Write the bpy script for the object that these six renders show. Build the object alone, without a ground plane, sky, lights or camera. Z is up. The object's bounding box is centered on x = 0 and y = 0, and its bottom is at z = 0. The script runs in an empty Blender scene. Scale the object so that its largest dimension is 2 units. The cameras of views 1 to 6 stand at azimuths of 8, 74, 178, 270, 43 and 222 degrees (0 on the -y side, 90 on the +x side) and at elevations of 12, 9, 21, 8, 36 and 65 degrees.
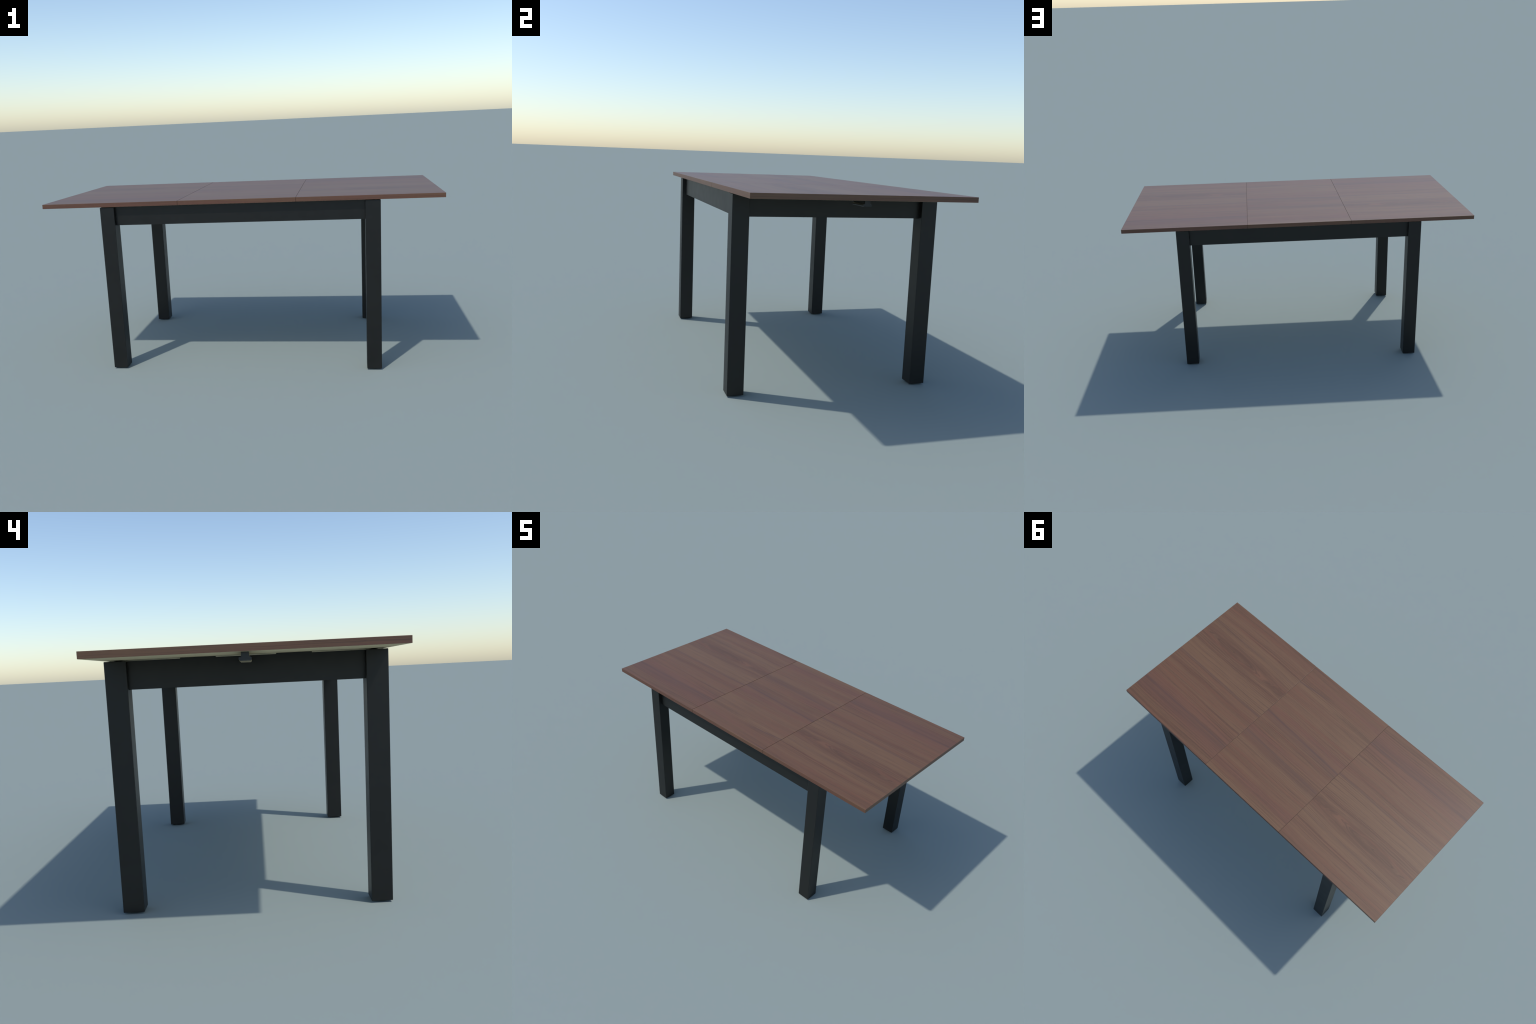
import bpy, bmesh, math
from mathutils import Matrix, Vector

# ------------------------------------------------------------------ sizes (m)
HALF_LENGTH, HALF_WIDTH = 1.000, 0.470      # table top
TOP_Z, UNDER_Z = 0.8816, 0.8597
SEAM_X, SEAM_GAP = 0.2942, 0.0020           # joints between the three boards
LEG_X, LEG_Y, LEG_W = 0.6990, 0.4641, 0.0730 # outer faces and thickness of legs
LEG_FOOT_Z, LEG_TOP_Z = 0.0030, 0.8565
APRON_Z, APRON_TOP_Z, APRON_T = 0.7625, 0.8563, 0.024
END_RECESS, SIDE_RECESS = 0.024, 0.0205
TAB_Y = (0.100, 0.217)                      # raised bearing blocks on end rails
BRACKET_X = (0.872, 0.977)


# ------------------------------------------------------------------ node kit
class Nodes:
    """Small helper: every method adds a node and returns its output socket."""

    def __init__(self, name):
        self.mat = bpy.data.materials.new(name)
        self.mat.use_nodes = True
        self.t = self.mat.node_tree
        self.t.nodes.clear()
        self.out = self.t.nodes.new("ShaderNodeOutputMaterial")
        self.bsdf = self.t.nodes.new("ShaderNodeBsdfPrincipled")
        self.t.links.new(self.bsdf.outputs[0], self.out.inputs[0])
        self.coord = self.t.nodes.new("ShaderNodeTexCoord").outputs["Object"]
        sep = self.t.nodes.new("ShaderNodeSeparateXYZ")
        self.t.links.new(self.coord, sep.inputs[0])
        self.x, self.y, self.z = sep.outputs

    def put(self, socket, v):
        if isinstance(v, (int, float)):
            socket.default_value = v
        elif isinstance(v, tuple):
            socket.default_value = v if len(v) == len(socket.default_value) else (*v, 1.0)
        else:
            self.t.links.new(v, socket)

    def m(self, op, a, b=0.0, c=0.0):
        n = self.t.nodes.new("ShaderNodeMath")
        n.operation = op
        for s, v in zip(n.inputs, (a, b, c)):
            self.put(s, v)
        return n.outputs[0]

    def add(self, a, b): return self.m("ADD", a, b)
    def sub(self, a, b): return self.m("SUBTRACT", a, b)
    def mul(self, a, b): return self.m("MULTIPLY", a, b)

    def vec(self, x, y, z):
        n = self.t.nodes.new("ShaderNodeCombineXYZ")
        for s, v in zip(n.inputs, (x, y, z)):
            self.put(s, v)
        return n.outputs[0]

    def noise(self, v, scale=1.0, detail=2.0, rough=0.5, distort=0.0):
        n = self.t.nodes.new("ShaderNodeTexNoise")
        n.inputs["Scale"].default_value = scale
        n.inputs["Detail"].default_value = detail
        n.inputs["Roughness"].default_value = rough
        n.inputs["Distortion"].default_value = distort
        self.put(n.inputs["Vector"], v)
        return n.outputs["Fac"]

    def remap(self, v, a, b, lo=0.0, hi=1.0, smooth=True):
        n = self.t.nodes.new("ShaderNodeMapRange")
        n.interpolation_type = "SMOOTHSTEP" if smooth else "LINEAR"
        for k, val in zip(("From Min", "From Max", "To Min", "To Max"), (a, b, lo, hi)):
            n.inputs[k].default_value = val
        self.put(n.inputs["Value"], v)
        return n.outputs[0]

    def mix(self, f, a, b, blend="MIX"):
        n = self.t.nodes.new("ShaderNodeMix")
        n.data_type, n.blend_type = "RGBA", blend
        self.put(n.inputs[0], f)
        self.put(n.inputs[6], a)
        self.put(n.inputs[7], b)
        return n.outputs[2]

    def bump(self, height, strength, distance):
        n = self.t.nodes.new("ShaderNodeBump")
        n.inputs["Strength"].default_value = strength
        n.inputs["Distance"].default_value = distance
        self.put(n.inputs["Height"], height)
        self.t.links.new(n.outputs[0], self.bsdf.inputs["Normal"])

    def finish(self, colour, rough, spec=0.5):
        self.put(self.bsdf.inputs["Base Color"], colour)
        self.put(self.bsdf.inputs["Roughness"], rough)
        self.put(self.bsdf.inputs["Specular IOR Level"], spec)
        return self.mat


# ------------------------------------------------------------------ materials
BROWN = (0.156, 0.075, 0.0380)
OCHRE = (0.172, 0.092, 0.0450)
RUSSET = (0.180, 0.071, 0.0360)
SIENNA = (0.146, 0.062, 0.0370)
UMBER = (0.092, 0.043, 0.0220)
PLUM = (0.092, 0.048, 0.0340)
WOOD_ROUGH, WOOD_SPEC = 0.43, 0.5


def walnut(name, seed, eye=None, streaks=(), tones=(), end_grain=False, tint=None):
    """Walnut-look laminate.  Grain runs along local x (along y on the short
    edges).  `eye` = (x, y, k) puts a cathedral figure there: rings of a trunk
    cut lengthwise, r = sqrt(dy^2 + (k dx)^2).  `streaks` are dark veins
    (y at x=0, slope, half width, strength, x from, x to); `tones` are the wide
    board-like zones (y, half width, +ochre / -red-brown)."""
    n = Nodes(name)
    x, y = (n.y, n.x) if end_grain else (n.x, n.y)
    drift = n.noise(n.vec(n.mul(x, 1.6), n.mul(y, 5.0), seed), 1.0, 2.0)
    wobble = n.noise(n.vec(n.mul(x, 9.0), n.mul(y, 30.0), seed + 3), 1.0, 2.0)
    yy = n.add(n.add(y, n.mul(n.sub(drift, 0.5), 0.024)), n.mul(n.sub(wobble, 0.5), 0.0035))
    yy = n.add(yy, n.mul(n.sub(n.z, TOP_Z), 0.9))
    if eye:
        ex, ey, k = eye
        s = n.sub(yy, ey)
        knotty = n.noise(n.vec(n.mul(x, 5.0), n.mul(y, 14.0), seed + 5), 1.0, 2.0)
        h = n.add(n.mul(n.sub(x, ex), k), n.mul(n.sub(knotty, 0.5), 0.035))
        g = n.m("SQRT", n.add(n.add(n.mul(s, s), n.mul(h, h)), 0.00001))
        side = n.remap(s, -0.10, 0.10, -1.5, 1.5)
        centre = n.remap(g, 0.015, 0.090, 1.0, 0.0)
    else:
        g, side, centre = yy, 0.0, 0.0

    # grain: broad tonal bands, fine rings, hair-fine pores
    broad = n.noise(n.vec(n.mul(x, 0.55), n.mul(g, 15.0), n.add(seed + 7, side)), 1.0, 2.0, 0.55)
    hue = n.noise(n.vec(n.mul(x, 1.1), n.mul(g, 46.0), n.add(seed + 11, side)), 1.0, 2.0, 0.5)
    rings = n.noise(n.vec(n.mul(x, 0.9), n.mul(g, 205.0), n.add(seed + 17, side)), 1.0, 2.0, 0.6)
    pores = n.noise(n.vec(n.mul(x, 4.0), n.mul(g, 360.0), n.add(seed + 23, side)), 1.0, 2.0, 0.65)
    zone = n.noise(n.vec(n.mul(x, 0.9), n.mul(g, 11.0), n.add(seed + 29, side)), 1.0, 1.0)
    fleck = n.noise(n.vec(n.mul(x, 45.0), n.mul(y, 300.0), seed + 31), 1.0, 2.0, 0.6)

    board = n.noise(n.vec(n.mul(x, 0.35), n.mul(g, 8.5), n.add(seed + 47, side)), 1.0, 1.0)
    if tones:
        board = n.add(n.mul(n.sub(board, 0.5), 0.35), 0.5)
    for ty, tw, amount in tones:
        d = n.sub(yy, ty)
        board = n.add(board, n.mul(n.m("EXPONENT", n.mul(n.mul(d, d), -1.0 / tw ** 2)), amount * 0.12))
    c = n.mix(n.remap(hue, 0.46, 0.62, 0.0, 0.45), BROWN, OCHRE)
    c = n.mix(n.remap(hue, 0.47, 0.34, 0.0, 0.40), c, RUSSET)
    c = n.mix(n.remap(broad, 0.50, 0.28, 0.0, 0.30), c, UMBER)
    c = n.mix(n.remap(board, 0.525, 0.575, 0.0, 0.72), c, OCHRE)
    c = n.mix(n.remap(board, 0.475, 0.425, 0.0, 0.66), c, SIENNA)
    ring_amt = n.mul(n.remap(rings, 0.50, 0.40, 0.0, 1.0), n.remap(zone, 0.36, 0.62, 0.12, 0.66))
    c = n.mix(ring_amt, c, UMBER)
    c = n.mix(n.remap(pores, 0.53, 0.33, 0.0, 0.40), c, (0.066, 0.036, 0.0220))
    c = n.mix(n.remap(fleck, 0.52, 0.72, 0.0, 0.28), c, OCHRE)
    if eye:
        patch = n.noise(n.vec(n.mul(x, 5.0), n.mul(g, 60.0), n.add(seed + 37, side)), 1.0, 2.0)
        c = n.mix(n.mul(n.mul(centre, n.remap(patch, 0.35, 0.60)), 0.55), c, UMBER)
    for i, (y0, slope, width, strength, xa, xb) in enumerate(streaks):
        d = n.sub(yy, n.add(n.mul(x, slope), y0))
        core = n.m("EXPONENT", n.mul(n.mul(d, d), -1.0 / width ** 2))
        vary = n.noise(n.vec(n.mul(x, 3.2), n.mul(g, 160.0), seed + 41 + i), 1.0, 2.0)
        f = n.mul(n.mul(core, strength), n.remap(vary, 0.25, 0.60, 0.35, 1.0))
        if xb > xa:
            f = n.mul(f, n.mul(n.remap(x, xa, xa + 0.06), n.remap(x, xb, xb - 0.06)))
        c = n.mix(f, c, PLUM)
    if tint:
        c = n.mix(1.0, c, tint, "MULTIPLY")
    n.bump(n.add(n.mul(pores, 0.6), n.mul(rings, 0.4)), 0.02, 0.0002)
    rough = n.remap(rings, 0.3, 0.7, WOOD_ROUGH - 0.01, WOOD_ROUGH + 0.015)
    return n.finish(c, rough, WOOD_SPEC)


def painted(name, colour, rough, spec=0.5):
    """Dark lacquer with barely visible cloudiness."""
    n = Nodes(name)
    cloud = n.noise(n.coord, 14.0, 3.0)
    grain = n.noise(n.vec(n.mul(n.x, 260.0), n.mul(n.y, 260.0), n.mul(n.z, 40.0)), 1.0, 2.0)
    c = n.mix(n.remap(cloud, 0.35, 0.65), tuple(v * 0.92 for v in colour), tuple(v * 1.08 for v in colour))
    n.bump(grain, 0.015, 0.0002)
    return n.finish(c, n.remap(cloud, 0.3, 0.7, rough - 0.02, rough + 0.02), spec)


leaf_wood = walnut(
    "walnut_leaf", 2.0, eye=(-0.78, 0.180, 0.095),
    streaks=((-0.312, 0.0, 0.009, 0.75, 0, 0), (-0.328, 0.02, 0.026, 0.42, 0, 0),
             (-0.030, 0.0, 0.007, 0.55, 0, 0), (0.272, -0.01, 0.006, 0.35, 0, 0)),
    tones=((-0.43, 0.07, -0.7), (-0.27, 0.06, -0.6), (-0.165, 0.03, 0.6), (0.06, 0.06, 0.75),
           (0.18, 0.035, -0.4), (0.29, 0.035, 0.7), (0.41, 0.04, 0.2)))
middle_wood = walnut(
    "walnut_middle", 57.0,
    streaks=((-0.027, -0.045, 0.008, 0.80, 0, 0), (-0.010, -0.05, 0.024, 0.36, 0, 0),
             (0.150, -0.03, 0.010, 0.50, 0, 0), (0.176, -0.03, 0.024, 0.25, 0, 0),
             (-0.352, 0.115, 0.005, 0.75, 0.05, 0.36), (-0.456, 0.0, 0.004, 0.8, 0.19, 0.33)),
    tones=((0.458, 0.014, 0.9), (0.39, 0.04, -0.6), (0.22, 0.035, 0.5), (0.08, 0.05, -0.7),
           (-0.09, 0.04, -0.4), (-0.20, 0.045, 0.7), (-0.30, 0.03, 0.3), (-0.42, 0.05, -0.3)))
EDGE_TINT = (0.88, 0.82, 0.86)                # multiplied into the upright edge faces: darker and redder than the top
edge_wood = walnut("walnut_end_edge", 91.0, end_grain=True, tint=EDGE_TINT)
side_wood = walnut("walnut_side_edge", 23.0, tint=EDGE_TINT)
laminate = painted("beige_backing", (0.72, 0.60, 0.385), 0.75, 0.05)
runner_wood = painted("pale_runner_wood", (0.42, 0.35, 0.23), 0.6, 0.3)
frame_paint = painted("charcoal_lacquer", (0.0070, 0.0070, 0.0062), 0.42, 0.41)
bracket_metal = painted("dark_bracket", (0.0075, 0.0080, 0.0085), 0.40)
joint_dark = painted("umber_joint", (0.075, 0.040, 0.0240), 0.6, 0.3)
felt = painted("dark_felt", (0.018, 0.017, 0.016), 0.9, 0.1)


# ------------------------------------------------------------------ geometry
def mesh_from(bm, name, mats, bevel=0.0, segments=2):
    if bevel:
        sharp = [e for e in bm.edges if len(e.link_faces) == 2 and e.calc_face_angle() > 0.5]
        bmesh.ops.bevel(bm, geom=sharp, offset=bevel, segments=segments, profile=0.5,
                        affect="EDGES", clamp_overlap=True)
    bmesh.ops.recalc_face_normals(bm, faces=bm.faces)
    me = bpy.data.meshes.new(name)
    bm.to_mesh(me)
    bm.free()
    for mt in mats:
        me.materials.append(mt)
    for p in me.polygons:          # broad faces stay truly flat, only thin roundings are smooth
        p.use_smooth = False
    return me


def box(x0, x1, y0, y1, z0, z1):
    bm = bmesh.new()
    bmesh.ops.create_cube(bm, size=1.0)
    bmesh.ops.transform(bm, matrix=Matrix.Translation(((x0 + x1) / 2, (y0 + y1) / 2, (z0 + z1) / 2))
                        @ Matrix.Diagonal((x1 - x0, y1 - y0, z1 - z0, 1)), verts=bm.verts)
    return bm


def prism(outline, place, depth):
    """Extrude a 2-D outline; place(a, b, t) maps it to 3-D, t in {0, depth}."""
    bm = bmesh.new()
    f = bm.faces.new([bm.verts.new(place(a, b, 0.0)) for a, b in outline])
    r = bmesh.ops.extrude_face_region(bm, geom=[f])
    d = Vector(place(0, 0, depth)) - Vector(place(0, 0, 0.0))
    bmesh.ops.translate(bm, vec=d, verts=[g for g in r["geom"] if isinstance(g, bmesh.types.BMVert)])
    return bm


def obj(name, me, parent):
    o = bpy.data.objects.new(name, me)
    bpy.context.scene.collection.objects.link(o)
    o.parent = parent
    return o


table = bpy.data.objects.new("dining_table", None)
bpy.context.scene.collection.objects.link(table)
table["label"] = "long walnut topped extendable table with black square legs"
table["category"] = "table"

# --- table top: one middle board and two equal end boards, the second turned round
leaf_me = mesh_from(box(-HALF_LENGTH, -SEAM_X - SEAM_GAP / 2, -HALF_WIDTH, HALF_WIDTH, UNDER_Z, TOP_Z),
                    "end_board", [leaf_wood, edge_wood, laminate, side_wood], 0.0007, 2)
for p in leaf_me.polygons:
    if p.normal.x < -0.7 and p.center.x < -0.99:
        p.material_index = 1
    elif p.normal.z < -0.9:
        p.material_index = 2
    elif abs(p.normal.y) > 0.75:
        p.material_index = 3
end_board = obj("end_board", leaf_me, table)
turned = end_board.copy()
turned.rotation_euler = (0, 0, math.pi)
bpy.context.scene.collection.objects.link(turned)
middle_me = mesh_from(box(-SEAM_X + SEAM_GAP / 2, SEAM_X - SEAM_GAP / 2, -HALF_WIDTH, HALF_WIDTH, UNDER_Z, TOP_Z),
                      "middle_board", [middle_wood, laminate, side_wood], 0.0007, 2)
for p in middle_me.polygons:
    if p.normal.z < -0.9:
        p.material_index = 1
    elif abs(p.normal.y) > 0.75:
        p.material_index = 2
obj("middle_board", middle_me, table)

# --- umber strips sunk in the gaps between the boards, for the thin darker line at each seam
strip_me = mesh_from(box(-0.0022, 0.0022, -HALF_WIDTH + 0.001, HALF_WIDTH - 0.001, UNDER_Z + 0.002, TOP_Z - 0.0012), "joint_strip", [joint_dark])
for sx in (-1, 1):
    o = obj("joint_strip", strip_me, table)
    o.location = (sx * SEAM_X, 0, 0)

# --- legs with a thin glide underneath
leg_me = mesh_from(box(-LEG_W / 2, LEG_W / 2, -LEG_W / 2, LEG_W / 2, LEG_FOOT_Z, LEG_TOP_Z), "leg", [frame_paint], 0.0022, 3)
pad_me = mesh_from(box(-0.027, 0.027, -0.027, 0.027, 0.0, LEG_FOOT_Z + 0.001), "glide", [felt], 0.0008, 1)
for sx in (-1, 1):
    for sy in (-1, 1):
        leg = obj("leg", leg_me, table)
        leg.location = (sx * (LEG_X - LEG_W / 2), sy * (LEG_Y - LEG_W / 2), 0)
        obj("glide", pad_me, leg)

# --- side rails
inner_x = LEG_X - LEG_W + 0.004
inner_y = LEG_Y - LEG_W + 0.004
side_me = mesh_from(box(-inner_x, inner_x, -APRON_T / 2, APRON_T / 2, APRON_Z, UNDER_Z - 0.0006), "side_apron", [frame_paint], 0.001, 2)
for sy in (-1, 1):
    o = obj("side_apron", side_me, table)
    o.location = (0, sy * (LEG_Y - SIDE_RECESS - APRON_T / 2), 0)

# --- end rails: upper edge carries two raised bearing blocks under the top
a, b = TAB_Y
up = UNDER_Z - 0.0004
outline = [(-inner_y, APRON_Z), (inner_y, APRON_Z), (inner_y, APRON_TOP_Z), (b, APRON_TOP_Z), (b, up), (a, up),
           (a, APRON_TOP_Z), (-a, APRON_TOP_Z), (-a, up), (-b, up), (-b, APRON_TOP_Z), (-inner_y, APRON_TOP_Z)]
end_me = mesh_from(prism(outline, lambda p, q, t: (t - APRON_T / 2, p, q), APRON_T), "end_apron", [frame_paint], 0.0006, 1)
for sx in (-1, 1):
    o = obj("end_apron", end_me, table)
    o.location = (sx * (LEG_X - END_RECESS - APRON_T / 2), 0, 0)

# --- pull bracket under each end: inverted T with rounded foot
sw, fw, foot_lo, foot_hi = 0.0113, 0.0187, 0.8355, 0.8452
rad = 0.0045


def arc(cx, cz, a0, a1, steps=5):
    return [(cx + rad * math.cos(math.radians(a0 + (a1 - a0) * i / steps)),
             cz + rad * math.sin(math.radians(a0 + (a1 - a0) * i / steps))) for i in range(steps + 1)]


tee = ([(-sw, UNDER_Z + 0.001), (-sw, foot_hi)] + arc(-fw + rad, foot_hi - rad, 90, 180) + arc(-fw + rad, foot_lo + rad, 180, 270)
       + arc(fw - rad, foot_lo + rad, 270, 360) + arc(fw - rad, foot_hi - rad, 0, 90) + [(sw, foot_hi), (sw, UNDER_Z + 0.001)])
x0, x1 = BRACKET_X
bracket_me = mesh_from(prism(tee, lambda p, q, t: (-x1 + t, p, q), x1 - x0), "pull_bracket", [bracket_metal])
bracket = obj("pull_bracket", bracket_me, table)
other = bracket.copy()
other.rotation_euler = (0, 0, math.pi)
other.location = (0, 0.001, 0)
bpy.context.scene.collection.objects.link(other)

# --- pale runner that continues the bracket back to the end rail on one side
runner_tee = [(p, q - 0.0022 if q < 0.85 else q) for p, q in tee]
runner_me = mesh_from(prism(runner_tee, lambda p, q, t: (-x0 + 0.0005 + t, p, q), x0 - (LEG_X - END_RECESS) + 0.01), "runner", [runner_wood])
obj("runner", runner_me, table)
